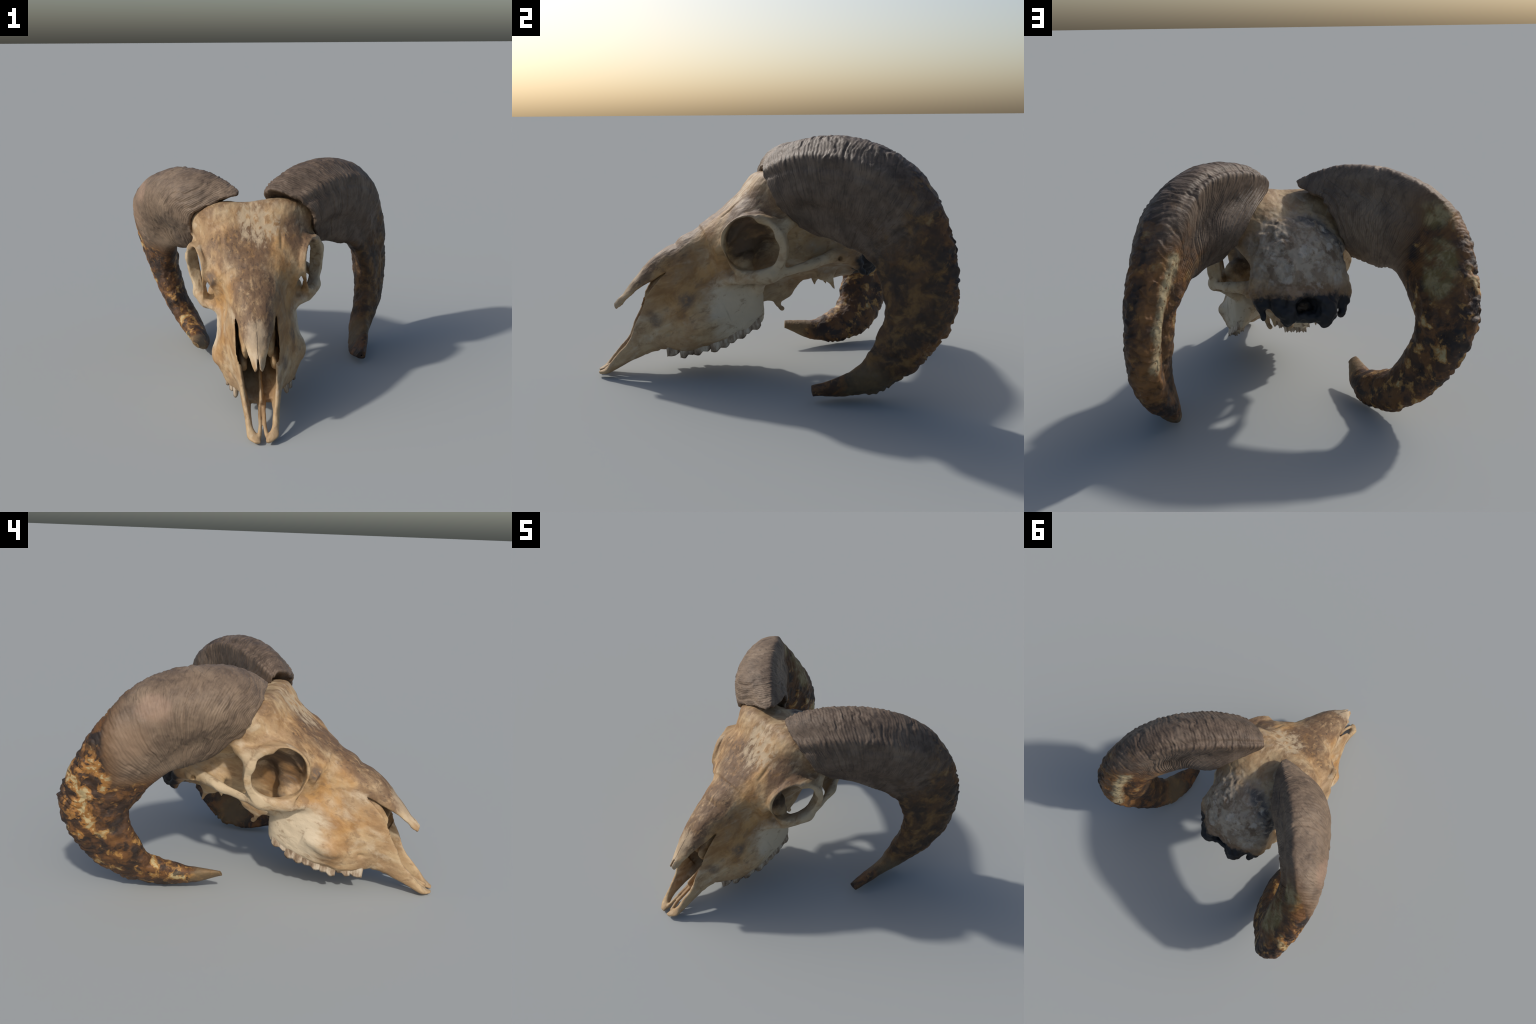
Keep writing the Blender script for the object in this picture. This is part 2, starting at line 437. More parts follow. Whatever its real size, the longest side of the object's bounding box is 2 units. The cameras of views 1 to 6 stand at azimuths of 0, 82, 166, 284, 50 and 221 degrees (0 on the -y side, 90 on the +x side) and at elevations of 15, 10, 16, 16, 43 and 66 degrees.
# ------------------------------------------------------------------ shader helpers
class Nodes:
    def __init__(self, name):
        self.mat = bpy.data.materials.new(name)
        self.mat.use_nodes = True
        self.t = self.mat.node_tree
        self.t.nodes.clear()
        self.P = self.new("ShaderNodeTexCoord").outputs["Object"]

    def new(self, kind, **kw):
        n = self.t.nodes.new(kind)
        for k, v in kw.items():
            setattr(n, k, v)
        return n

    def put(self, sock, v):
        if isinstance(v, bpy.types.NodeSocket):
            self.t.links.new(v, sock)
        else:
            sock.default_value = v

    def math(self, op, a, b=0.0, c=0.0, clamp=False):
        n = self.new("ShaderNodeMath", operation=op, use_clamp=clamp)
        for s, v in zip(n.inputs, (a, b, c)):
            self.put(s, v)
        return n.outputs[0]

    def vec(self, op, a, b=(0, 0, 0), scale=None):
        n = self.new("ShaderNodeVectorMath", operation=op)
        self.put(n.inputs[0], a)
        self.put(n.inputs[1], b)
        if scale is not None:
            self.put(n.inputs["Scale"], scale)
        return n.outputs["Value"] if op in ("LENGTH", "DISTANCE", "DOT_PRODUCT") else n.outputs[0]

    def noise(self, scale, detail=4, rough=0.55, distort=0.0, at=None, offset=None, stretch=None):
        p = self.P if at is None else at
        if stretch:
            p = self.vec("MULTIPLY", p, stretch)
        if offset:
            p = self.vec("ADD", p, offset)
        n = self.new("ShaderNodeTexNoise")
        self.put(n.inputs["Vector"], p)
        n.inputs["Scale"].default_value = scale
        n.inputs["Detail"].default_value = detail
        n.inputs["Roughness"].default_value = rough
        n.inputs["Distortion"].default_value = distort
        return n.outputs["Fac"]

    def voronoi(self, scale, at=None, feature="F1"):
        n = self.new("ShaderNodeTexVoronoi", feature=feature)
        self.put(n.inputs["Vector"], self.P if at is None else at)
        n.inputs["Scale"].default_value = scale
        return n.outputs["Distance"]

    def step(self, x, lo, hi, top=1.0):
        n = self.new("ShaderNodeMapRange", interpolation_type="SMOOTHSTEP")
        self.put(n.inputs[0], x)
        n.inputs[1].default_value, n.inputs[2].default_value = (lo, hi) if lo < hi else (hi, lo)
        n.inputs[3].default_value, n.inputs[4].default_value = (0.0, top) if lo < hi else (top, 0.0)
        return n.outputs[0]

    def mix(self, f, a, b, mode="MIX"):
        n = self.new("ShaderNodeMix", data_type="RGBA", blend_type=mode)
        self.put(n.inputs[0], f)
        for s, v in ((n.inputs[6], a), (n.inputs[7], b)):
            self.put(s, v if isinstance(v, bpy.types.NodeSocket) else (*v, 1.0))
        return n.outputs[2]

    def ramp(self, f, stops):
        n = self.new("ShaderNodeValToRGB")
        self.put(n.inputs[0], f)
        e = n.color_ramp.elements
        while len(e) < len(stops):
            e.new(0.5)
        for el, (p, c) in zip(e, stops):
            el.position, el.color = p, (*c, 1.0)
        return n.outputs[0]

    def blob(self, c, r, soft, wobble, size=(1, 1, 1)):
        """1 inside a ragged patch round c (world metres), 0 outside."""
        p = self.vec("SUBTRACT", self.P, c)
        p = self.vec("DIVIDE", p, size)
        d = self.math("ADD", self.vec("LENGTH", p), wobble)
        return self.step(d, r + soft, r - soft)

    def line(self, p0, p1, r, soft, wobble):
        """1 within r of the stretch p0-p1, ragged edge."""
        p0, p1 = np.array(p0), np.array(p1)
        ax = p1 - p0
        q = self.vec("SUBTRACT", self.P, tuple(map(float, p0)))
        h = self.math("DIVIDE", self.vec("DOT_PRODUCT", q, tuple(map(float, ax))), float(ax @ ax), clamp=True)
        d = self.vec("LENGTH", self.vec("SUBTRACT", q, self.vec("SCALE", tuple(map(float, ax)), scale=h)))
        return self.step(self.math("ADD", d, wobble), r + soft, r - soft)

    def scale(self, x, k):
        return self.math("MULTIPLY", x, k)

    def signed(self, x, amp):
        return self.math("MULTIPLY", self.math("SUBTRACT", x, 0.5), amp)

    def both(self, a, b):
        return self.math("MULTIPLY", a, b)

    def either(self, a, b):
        return self.math("MAXIMUM", a, b)

    def finish(self, color, rough, bump=None, strength=0.3, dist=0.004, spec=0.35):
        b = self.new("ShaderNodeBsdfPrincipled")
        self.put(b.inputs["Base Color"], color)
        self.put(b.inputs["Roughness"], rough)
        b.inputs["Specular IOR Level"].default_value = spec
        if bump is not None:
            n = self.new("ShaderNodeBump")
            n.inputs["Strength"].default_value = strength
            n.inputs["Distance"].default_value = dist
            self.put(n.inputs["Height"], bump)
            self.t.links.new(n.outputs[0], b.inputs["Normal"])
        o = self.new("ShaderNodeOutputMaterial")
        self.t.links.new(b.outputs[0], o.inputs[0])
        return self.mat


def W(a, s, g):
    return tuple(float(v) for v in to_world((a, s, g)))


def bone_material():
    m = Nodes("weathered_bone")
    rel = m.vec("SUBTRACT", m.P, tuple(ORIGIN))
    grainwise = m.new("ShaderNodeCombineXYZ")                 # bone grain runs along the skull
    for sock, ax, k in zip(grainwise.inputs, (AX_A, AX_S, AX_G), (1.0, .42, .85)):
        m.put(sock, m.scale(m.vec("DOT_PRODUCT", rel, tuple(map(float, ax))), k))
    G = grainwise.outputs[0]
    big = m.noise(3.4, 5, 0.6, 0.3)
    mid = m.noise(11.0, 6, 0.62, 0.4, at=G, offset=(3.1, 1.7, 5.2))
    patch = m.noise(8.0, 6, 0.62, 0.6, at=G, offset=(4.4, 8.1, 2.7))
    grain = m.noise(28.0, 6, 0.64, 0.4, at=G, offset=(9.7, 2.2, 6.3))
    fine = m.noise(75.0, 5, 0.66, at=G, offset=(7.7, 2.2, 0.3))
    wobble = m.math("ADD", m.signed(mid, 0.24), m.signed(grain, 0.16))
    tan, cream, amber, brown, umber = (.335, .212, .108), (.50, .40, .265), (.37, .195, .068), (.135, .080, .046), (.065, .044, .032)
    col = m.mix(m.step(mid, .36, .62), tan, (.45, .325, .185))
    col = m.mix(m.step(patch, .44, .64, .65), col, (.24, .15, .078))
    col = m.mix(m.step(m.noise(17, 6, .66, .5, at=G, offset=(1.4, 3.3, 8.8)), .52, .68, .45), col, (.17, .10, .054))
    col = m.mix(m.step(m.noise(13, 5, .6, .5, at=G, offset=(6.4, 1.3, 3.8)), .52, .68, .6), col, (.50, .41, .29))
    # amber stain of the face, on both cheeks and round the eyes
    stain = m.either(m.blob(W(0, -.14, .66), .36, .10, wobble), m.blob(W(0, .16, .93), .24, .12, wobble))
    col = m.mix(m.both(stain, m.step(big, .36, .58, .9)), col, m.mix(m.step(mid, .38, .60), (.26, .13, .042), (.42, .235, .085)))
    # bleached lower cheeks, arches and socket rims
    for sgn in (-1, 1):
        col = m.mix(m.scale(m.blob(W(sgn * .25, -.03, .42), .195, .07, wobble), .9), col, (.55, .46, .33))
        col = m.mix(m.scale(m.line(W(sgn * .42, .20, .60), W(sgn * .34, .50, .53), .075, .04, wobble), .8), col, cream)
        col = m.mix(m.scale(m.blob(W(sgn * .44, .30, .76), .10, .04, wobble), .7), col, cream)
    col = m.mix(m.step(grain, .54, .68, .55), col, (.20, .125, .068))
    # grey-brown film on the ridge of the nose, on the brow and over the eyes
    ridge = m.line(W(0, -.46, .84), W(0, .04, .96), .125, .045, wobble)
    ridge = m.either(ridge, m.blob(W(-.05, .10, .98), .17, .06, wobble))
    ridge = m.either(ridge, m.blob(W(.29, .22, .95), .13, .06, wobble))
    ridge = m.either(ridge, m.blob(W(-.22, .17, .98), .07, .05, wobble))
    col = m.mix(m.both(ridge, m.step(grain, .26, .54, .9)), col, brown)
    col = m.mix(m.both(ridge, m.step(fine, .52, .66, .7)), col, umber)
    bare = m.either(m.blob(W(.06, .24, 1.02), .12, .04, wobble), m.blob(W(.0, .33, 1.06), .07, .04, wobble))
    col = m.mix(m.both(bare, m.step(grain, .62, .46, .75)), col, (.47, .375, .25))
    col = m.mix(m.scale(m.line(W(-.03, -.58, .74), W(0, -.48, .81), .05, .025, m.scale(wobble, .5)), .6), col, (.47, .37, .25))
    # brown band on the bone below the horns
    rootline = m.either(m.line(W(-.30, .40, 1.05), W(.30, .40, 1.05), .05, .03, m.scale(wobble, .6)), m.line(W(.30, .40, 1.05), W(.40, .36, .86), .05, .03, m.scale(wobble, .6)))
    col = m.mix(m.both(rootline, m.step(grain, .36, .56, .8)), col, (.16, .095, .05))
    # thin dark seam between the bones of the two sides
    off = m.math("ABSOLUTE", m.math("ADD", m.vec("DOT_PRODUCT", rel, tuple(map(float, AX_A))), m.signed(mid, .03)))
    run = m.vec("DOT_PRODUCT", rel, tuple(map(float, AX_S)))
    high = m.step(m.vec("DOT_PRODUCT", rel, tuple(map(float, AX_G))), .68, .70)
    seam = m.both(m.both(m.step(off, .0045, .0015, .75), high), m.both(m.step(run, .40, .36), m.step(grain, .36, .50)))
    seam = m.both(seam, m.math("ADD", .3, m.step(run, -.42, -.48, .6)))
    col = m.mix(seam, col, (.06, .042, .03))
    # scattered dark specks
    col = m.mix(m.step(fine, .64, .76, .6), col, (.11, .075, .05))
    # grey patches beside the eyes and on the muzzle
    spot = m.either(m.blob(W(-.275, -.03, .835), .05, .022, m.scale(wobble, .25)), m.blob(W(.205, -.285, .60), .05, .03, m.scale(wobble, .6)))
    spot = m.either(spot, m.blob(W(.17, -.49, .56), .05, .03, m.scale(wobble, .6)))
    col = m.mix(m.both(spot, m.step(grain, .30, .52, .8)), col, (.105, .085, .072))
    # back of the skull: chalky grey, stained brown, burnt black low down
    back = m.blob(W(0, .68, .63), .27, .07, wobble)
    col = m.mix(m.scale(back, .85), col, (.36, .31, .24))
    col = m.mix(m.both(back, m.step(mid, .46, .60, .8)), col, (.20, .14, .088))
    col = m.mix(m.both(back, m.step(m.noise(9, 5, .6, .4, offset=(2.5, 7.7, 1.9)), .52, .62, .75)), col, (.13, .082, .046))
    col = m.mix(m.both(back, m.step(m.noise(14, 5, .6, .4, offset=(5.5, 2.7, 8.9)), .54, .66, .7)), col, (.45, .40, .33))
    col = m.mix(m.both(back, m.step(grain, .56, .70, .6)), col, (.13, .10, .08))
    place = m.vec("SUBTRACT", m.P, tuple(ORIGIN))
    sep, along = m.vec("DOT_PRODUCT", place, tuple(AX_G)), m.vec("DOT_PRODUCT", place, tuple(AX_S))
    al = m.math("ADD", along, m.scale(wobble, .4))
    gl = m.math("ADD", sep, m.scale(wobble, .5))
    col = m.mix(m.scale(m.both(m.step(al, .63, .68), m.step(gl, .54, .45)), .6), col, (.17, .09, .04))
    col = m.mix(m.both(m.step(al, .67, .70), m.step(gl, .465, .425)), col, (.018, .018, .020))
    # dark bluish crust along the nuchal crest
    crest = m.line(W(.10, .64, .83), W(-.08, .64, .85), .035, .02, m.scale(wobble, .45))
    crest = m.either(crest, m.line(W(-.08, .65, .84), W(-.28, .68, .66), .05, .025, m.scale(wobble, .45)))
    col = m.mix(m.both(crest, m.step(grain, .36, .52, .85)), col, (.062, .060, .062))
    # depth of the sockets: dirt plus baked-in shade, both put into the colour
    dirt_shade = m.either(m.blob(W(.17, .17, .77), .14, .05, wobble), m.blob(W(-.17, .17, .77), .14, .05, wobble))
    dirt_shade = m.either(dirt_shade, m.either(m.line(W(.235, .11, .83), W(.22, .24, .80), .075, .03, m.scale(wobble, .6)), m.line(W(-.235, .11, .83), W(-.22, .24, .80), .075, .03, m.scale(wobble, .6))))
    col = m.mix(m.both(dirt_shade, m.step(mid, .26, .50, .92)), col, (.075, .048, .030))
    nose = m.blob(W(0, -.36, .60), .118, .02, m.scale(wobble, .15), (.85, 1.5, 1.1))  # darker tone inside the nose
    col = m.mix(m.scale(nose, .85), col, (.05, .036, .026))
    bump = m.math("ADD", m.scale(grain, .8), m.scale(m.noise(130, 3, .6), .3))
    return m.finish(col, m.math("ADD", .60, m.signed(grain, .3)), bump, .45, .007, .3)


def tooth_material():
    m = Nodes("tooth_enamel")
    n = m.noise(30, 5, .6, stretch=(1, 1, .35))
    col = m.ramp(n, [(.30, (.10, .065, .04)), (.46, (.26, .185, .12)), (.58, (.44, .36, .265)), (.75, (.54, .47, .37))])
    return m.finish(col, .45, n, .3, .004, .4)


def horn_base(m, ang, tone):
    """Grey-brown sheath with growth lines that follow the turn of the horn."""
    big = m.noise(4.2, 5, .62, .3)
    mid = m.noise(12, 6, .66, .4, offset=(2.2, 5.5, 1.1))
    fine = m.noise(48, 5, .68, offset=(1.2, 7.5, 3.1))
    col = m.mix(m.step(mid, .34, .64), tone[0], tone[1])
    col = m.mix(m.step(big, .48, .66, .7), col, tone[2])
    streak = m.new("ShaderNodeCombineXYZ")
    m.put(streak.inputs[0], m.math("ADD", m.scale(ang, 30.0), m.signed(big, 2.5)))
    m.put(streak.inputs[1], m.scale(m.vec("DOT_PRODUCT", m.P, (1, .4, .4)), 5.0))
    lines = m.noise(2.6, 5, .7, at=streak.outputs[0])
    col = m.mix(m.step(lines, .50, .66, .6), col, tone[3])
    col = m.mix(m.step(lines, .42, .30, .35), col, tone[2])
    return m.mix(m.step(fine, .58, .74, .5), col, tone[3]), lines, mid, fine, big


def horn_char(m, amber_to=1.0):
    """Charred, flaking horn: black-brown ground, rust, amber flakes, chalky chips."""
    a = m.noise(10, 6, .64, .35, offset=(8.2, 3.5, 6.1))
    b = m.noise(14, 6, .60, .35, offset=(2.2, 9.5, 4.1))
    zone = m.noise(3.4, 4, .55, .2, offset=(6.2, 1.5, 2.1))
    col = m.mix(m.step(zone, .38, .62), (.030, .021, .017), (.085, .042, .020))
    col = m.mix(m.step(a, .46, .62, .85), col, (.17, .078, .027))
    amber = m.math("ADD", b, m.signed(zone, .45))
    col = m.mix(m.step(amber, .55, .63, .9 * amber_to), col, (.36, .19, .055))
    col = m.mix(m.step(amber, .63, .70, .9 * amber_to), col, (.44, .35, .18))
    col = m.mix(m.step(m.noise(9, 5, .6, .3, offset=(5, 5, 1)), .55, .61, .85), col, (.026, .020, .018))
    return col, a, b, zone


def turn_angle(m, y, z):
    sx = m.new("ShaderNodeSeparateXYZ")
    m.put(sx.inputs[0], m.vec("SUBTRACT", m.P, (0, y, z)))
    return m.math("ARCTAN2", sx.outputs[2], sx.outputs[1])


def horn_materials():
    # +x horn: dark, slow change to a burnt, amber-flecked end with a chalky strip on its back
    m = Nodes("horn_dark")
    ang = turn_angle(m, .25, .55)
    base, lines, mid, fine, big = horn_base(m, ang, [(.080, .057, .041), (.145, .104, .075), (.20, .150, .110), (.040, .029, .022)])
    char, a, b, zone = horn_char(m, .4)
    w = m.math("ADD", m.signed(mid, .16), m.signed(a, .10))
    amber = m.either(m.line((.62, .77, 1.0), (.72, .84, .75), .10, .05, w), m.line((.72, .84, .75), (.78, .78, .38), .11, .05, w))
    char = m.mix(m.both(amber, m.step(a, .32, .55, .8)), char, (.22, .105, .034))
    chalk = m.either(m.line((.615, .765, .97), (.665, .80, .84), .068, .022, m.scale(w, .5)), m.line((.68, .81, .80), (.735, .83, .50), .055, .022, m.scale(w, .5)))
    char = m.mix(m.both(chalk, m.step(fine, .68, .52, .95)), char, (.42, .345, .205))
    char = m.mix(m.scale(m.either(m.line((.80, .45, .95), (.86, .55, .55), .22, .08, w), m.line((.86, .55, .55), (.80, .45, .2), .17, .06, w)), .85), char, m.mix(m.step(b, .46, .66), m.mix(m.step(a, .36, .60), (.040, .026, .017), (.085, .047, .022)), (.17, .095, .034)))
    char = m.mix(m.scale(m.blob((.69, .42, .10), .13, .05, w), .6), char, (.16, .115, .062))
    front = m.step(m.math("ADD", ang, m.math("ADD", m.signed(mid, .7), m.signed(big, .6))), math.radians(70), math.radians(38))
    col = m.mix(front, base, char)
    height = m.math("ADD", m.scale(a, 1.2), m.math("ADD", m.scale(fine, .4), m.scale(lines, .6)))
    dark = m.finish(col, m.math("ADD", .56, m.signed(fine, .35)), height, .5, .010, .3)
    # -x horn: paler, with a clear line across to the char
    m = Nodes("horn_pale")
    ang = turn_angle(m, .35, .60)
    base, lines, mid, fine, big = horn_base(m, ang, [(.120, .085, .060), (.200, .143, .098), (.255, .188, .130), (.062, .045, .033)])
    char, a, b, zone = horn_char(m)
    w = m.math("ADD", m.signed(mid, .16), m.signed(a, .10))
    base = m.mix(m.scale(m.blob((-.82, .43, 1.14), .08, .035, w), .45), base, (.34, .225, .16))
    base = m.mix(m.scale(m.blob((-.90, .56, .95), .12, .06, w), .5), base, (.30, .20, .13))
    olive = m.either(m.blob((-.70, .665, 1.13), .10, .03, m.scale(w, .5), (1.1, 1, .8)), m.line((-.70, .78, .92), (-.66, .83, .80), .085, .025, m.scale(w, .6)))
    rim = m.either(m.blob((-.72, .68, 1.12), .15, .05, w), m.line((-.70, .78, .92), (-.66, .83, .80), .14, .05, w))
    char = m.mix(m.both(rim, m.step(a, .36, .56, .8)), char, (.15, .070, .022))
    char = m.mix(m.both(olive, m.step(a, .66, .46, .9)), char, m.mix(m.step(b, .40, .60), (.17, .12, .040), (.30, .24, .12)))
    flame = m.either(m.blob((-.89, .77, .76), .15, .05, w), m.line((-.86, .85, .62), (-.80, .84, .45), .08, .03, w))
    char = m.mix(m.both(flame, m.step(b, .47, .54, .8)), char, (.36, .17, .045))
    char = m.mix(m.both(flame, m.step(b, .57, .62, .85)), char, (.43, .35, .19))
    char = m.mix(m.scale(m.blob((-.455, .24, .12), .10, .04, w), .7), char, (.24, .165, .085))
    sx = m.new("ShaderNodeSeparateXYZ")
    m.put(sx.inputs[0], m.P)
    across = m.math("ADD", m.math("ADD", sx.outputs[1], m.scale(sx.outputs[0], .25)), -.45)
    under = m.math("SUBTRACT", .71, sx.outputs[2])
    reach = m.math("ADD", m.math("MAXIMUM", across, under), m.scale(w, .30))
    scorch = m.mix(m.step(reach, -.09, .0, .75), base, (.13, .070, .032))
    col = m.mix(m.step(reach, -.020, .022), scorch, char)
    height = m.math("ADD", m.scale(a, 1.2), m.math("ADD", m.scale(fine, .4), m.scale(lines, .5)))
    pale = m.finish(col, m.math("ADD", .56, m.signed(fine, .35)), height, .5, .010, .3)
    return dark, pale


# ------------------------------------------------------------------ horns
# knots along the horn: centre x, y, z; half-width across two axes; twist; two terms that make the section three-cornered
HORN_RIGHT = [
    (.139, .018, 1.050, .153, .223, 1.027, .057, .063), (.313, .180, 1.110, .195, .247, 1.010, .045, .040),
    (.502, .362, 1.107, .179, .264, .989, .050, -.004), (.636, .536, 1.008, .165, .257, .959, .029, -.043),
    (.735, .652, .795, .137, .205, .874, -.057, -.072), (.781, .682, .550, .115, .178, .736, -.026, -.074),
    (.762, .609, .335, .100, .143, .570, .040, -.048), (.697, .474, .153, .063, .110, .338, .050, -.014),
    (.673, .321, .088, .038, .095, .064, .066, .010), (.666, .133, .068, .029, .030, -.214, .085, .045)]
HORN_LEFT = [
    (-.256, .088, 1.046, .207, .160, .410, .059, .030), (-.451, .222, 1.086, .243, .187, .410, -.031, .045),
    (-.626, .421, 1.048, .257, .164, .386, -.066, .054), (-.731, .568, .927, .236, .131, .363, -.033, -.026),
    (-.741, .743, .717, .200, .117, .387, -.037, -.051), (-.716, .818, .545, .188, .112, .505, -.027, -.018),
    (-.641, .764, .328, .156, .092, .695, -.020, -.037), (-.530, .639, .158, .132, .073, .853, .023, -.039),
    (-.440, .412, .096, .086, .052, .955, .018, -.033), (-.448, .174, .137, .031, .010, 1.015, .003, -.050)]


def catmull(knots, t):
    K = len(knots)
    P = np.vstack([2 * knots[0] - knots[1], knots, 2 * knots[-1] - knots[-2]])
    tc = np.clip(t, 0, K - 1)
    j = np.minimum(tc.astype(int), K - 2)
    f = (tc - j)[:, None]
    p0, p1, p2, p3 = P[j], P[j + 1], P[j + 2], P[j + 3]
    v = 0.5 * (2 * p1 + (p2 - p0) * f + (2 * p0 - 5 * p1 + 4 * p2 - p3) * f**2 + (3 * p1 - p0 - 3 * p2 + p3) * f**3)
    return v + np.minimum(t, 0)[:, None] * (knots[1] - knots[0])


class Horn:
    def __init__(self, knots):
        self.k = np.array(knots, float)
        self.t = np.linspace(-1.2, len(knots) - 1, 900)
        C = catmull(self.k, self.t)
        T = np.gradient(C[:, :3], axis=0)
        T /= np.linalg.norm(T, axis=1, keepdims=True)
        i0 = int(np.searchsorted(self.t, 0))
        N = np.zeros_like(T)
        ref = np.array([0, -.5, 1.0])
        n = ref - (ref @ T[i0]) * T[i0]
        N[i0] = n / np.linalg.norm(n)
        for rng in (range(i0 + 1, len(T)), range(i0 - 1, -1, -1)):
            for i in rng:
                q = N[i - 1 if rng.step > 0 else i + 1]
                n = q - (q @ T[i]) * T[i]
                N[i] = n / np.linalg.norm(n)
        self.C, self.T, self.N, self.B = C, T, N, np.cross(T, N)

    def at(self, t, th, grow):
        """Surface point at knot parameter t and angle th, scaled by grow about the spine."""
        f = np.clip((t - self.t[0]) / (self.t[1] - self.t[0]), 0, len(self.t) - 1.001)
        i = f.astype(int)
        w = (f - i)[:, None]
        c = self.C[i] * (1 - w) + self.C[i + 1] * w
        n = self.N[i] * (1 - w) + self.N[i + 1] * w
        b = self.B[i] * (1 - w) + self.B[i + 1] * w
        tw = c[:, 5:6]
        n2, b2 = np.cos(tw) * n + np.sin(tw) * b, -np.sin(tw) * n + np.cos(tw) * b
        p, q, kc, ks = (np.maximum(c[:, 3], .004), np.maximum(c[:, 4], .004), c[:, 6], c[:, 7])
        u = p * (np.cos(th) + kc * np.cos(2 * th) + ks * np.sin(2 * th))
        v = q * (np.sin(th) - kc * np.sin(2 * th) + ks * np.cos(2 * th))
        return c[:, :3] + (u[:, None] * n2 + v[:, None] * b2) * grow[:, None]


def ring_start(table, th):
    """Where the sheath begins, as a smooth periodic function of the angle round the horn."""
    a = np.radians([r[0] for r in table])
    v = np.array([r[1] for r in table]) * 9 / 59.0
    o = np.argsort(a)
    a, v = a[o], v[o]
    x = np.linspace(0, 2 * math.pi, 720, endpoint=False)
    y = np.interp(x, np.r_[a[-1] - 2 * math.pi, a, a[0] + 2 * math.pi], np.r_[v[-1], v, v[0]])
    k = np.exp(-0.5 * (np.arange(-60, 61) / 22.0) ** 2)
    y = np.convolve(np.r_[y[-60:], y, y[:60]], k / k.sum(), "valid")
    return np.interp(th, x, y, period=2 * math.pi)


def angle_gap(th, c):
    return np.abs((th - math.radians(c) + math.pi) % (2 * math.pi) - math.pi)


def build_horn(name, knots, start, edges, faces, grooves, char_from, cracks, scallop, collar, bands, flute, material, parent, seed):
    h = Horn(knots)
    NU, NV = 620, 220
    th = np.linspace(0, 2 * math.pi, NV, endpoint=False)
    f = np.linspace(0, 1, NU)
    t0 = ring_start(start, th)
    TE = len(knots) - 1
    t = f[:, None] * TE + t0[None, :] * (1 - f[:, None]) ** 3
    tt, hh = t.ravel(), np.tile(th, NU)
    ff = np.repeat(f, NV)
    P = h.at(tt, hh, np.ones(tt.shape))
    C = h.at(tt, hh, np.zeros(tt.shape))
    R = np.linalg.norm(P - C, axis=1)
    n1 = fbm(P * 7 + seed, 3)
    n2 = fbm(P * 22 + seed * 2, 3)
    arc = ff * 2.1                                            # metres from the skull, roughly
    fresh = 1 - smoothstep(char_from - .05, char_from + .05, ff + .06 * n1)
    # flat or hollow faces between the corners of the section
    d = np.zeros_like(ff)
    for c, wdt, run in faces:
        m = np.exp(-0.5 * (angle_gap(hh, c) / math.radians(wdt)) ** 2)
        d -= m * np.interp(ff, [r[0] for r in run], [r[1] for r in run])
    # the collar rounds down onto the bone at its inner front corner
    d -= .038 * np.exp(-ff / .028) * np.exp(-0.5 * (angle_gap(hh, collar) / math.radians(42)) ** 2)
    # growth rings: fine lines everywhere, stepped scales where the sheath is thick
    ph = arc / .0135 + 1.2 * n1
    d += fresh * .0010 * np.sin(2 * math.pi * ph)
    d += fresh * bands * np.sin(2 * math.pi * (arc / .068 + 1.3 * n1)) * smoothstep(-.2, .25, n1 + .2)
    if flute:
        m = np.exp(-0.5 * (angle_gap(hh, flute[0]) / math.radians(34)) ** 2)
        rib = arc / (.026 + .004 * np.sin(arc * 9)) + .35 * n1
        d += fresh * m * flute[1] * (np.abs(np.sin(math.pi * rib)) - .6) * smoothstep(0, .02, ff)
    for k in range(cracks):                                   # a few deep growth cracks
        pos = .05 + .30 * (k + .5) / cracks + .02 * math.sin(5 * k + seed)
        d -= .005 * np.exp(-0.5 * ((ff + .012 * n1 - pos) / .0016) ** 2) * smoothstep(-.25, .15, n1 + .35 * np.sin(hh * 2 + k))
    saw = (arc / .042 + 1.5 * n1 + .5 * n2) % 1.0
    for c, wdt, depth in grooves:
        m = np.exp(-0.5 * (angle_gap(hh, c) / math.radians(wdt)) ** 2)
        patchy = smoothstep(-.25, .30, fbm(P * 9 + seed * 5, 2)) * smoothstep(.02, .12, ff)
        d += fresh * m * depth * (.25 + .9 * patchy) * (smoothstep(0, .82, saw) * (1 - smoothstep(.86, 1, saw)) - .5) * smoothstep(0, .02, ff)
    # keeled edges with a crease below
    for c, height, end in edges:
        live = 1 - smoothstep(end - .12, end, ff)
        g = angle_gap(hh, c)
        side = ((hh - math.radians(c) + math.pi) % (2 * math.pi) - math.pi)
        beads = 1 + .2 * np.sin(2 * math.pi * (arc / .03 + n1))
        d += live * height * beads * np.exp(-0.5 * (g / .10) ** 2)
        d -= live * .45 * height * np.exp(-0.5 * ((side - .22) / .06) ** 2) * (1 + n2)
    # weathered end: lumps and flaked plates
    rough = 1 - fresh
    flake = np.clip(fbm(P * 13 + seed * 3, 3) * 3.0, -1, 1)
    d += rough * (.008 * n1 + .0045 * flake + .0035 * n2) * np.clip(R / .10, .35, 1.2)
    # knobs and broken plates along the outer keel
    keel = np.exp(-0.5 * (angle_gap(hh, scallop[0]) / math.radians(30)) ** 2) * smoothstep(.30, .45, ff) * (1 - smoothstep(.84, .95, ff))
    step_ = (arc / .085 + 2.2 * n1 + .6 * np.sin(arc * 21 + seed)) % 1.0
    d += keel * scallop[1] * (smoothstep(0, .75, step_) * (1 - smoothstep(.85, 1, step_)) - .4)
    d += fresh * (.004 * n1 + .0018 * n2)
    grow = 1 + d / np.maximum(R, .02)
    P = h.at(tt, hh, grow).reshape(NU, NV, 3)
    # rim: the sheath ends in a thick ragged lip, then turns inwards over the bone core
    rag = .022 * fbm(P[0] * 16 + 5, 3)
    tang = P[0] - P[2]
    tang /= np.maximum(np.linalg.norm(tang, axis=1, keepdims=True), 1e-9)
    P[0] += tang * rag[:, None]
    mid0 = P[0].mean(0)
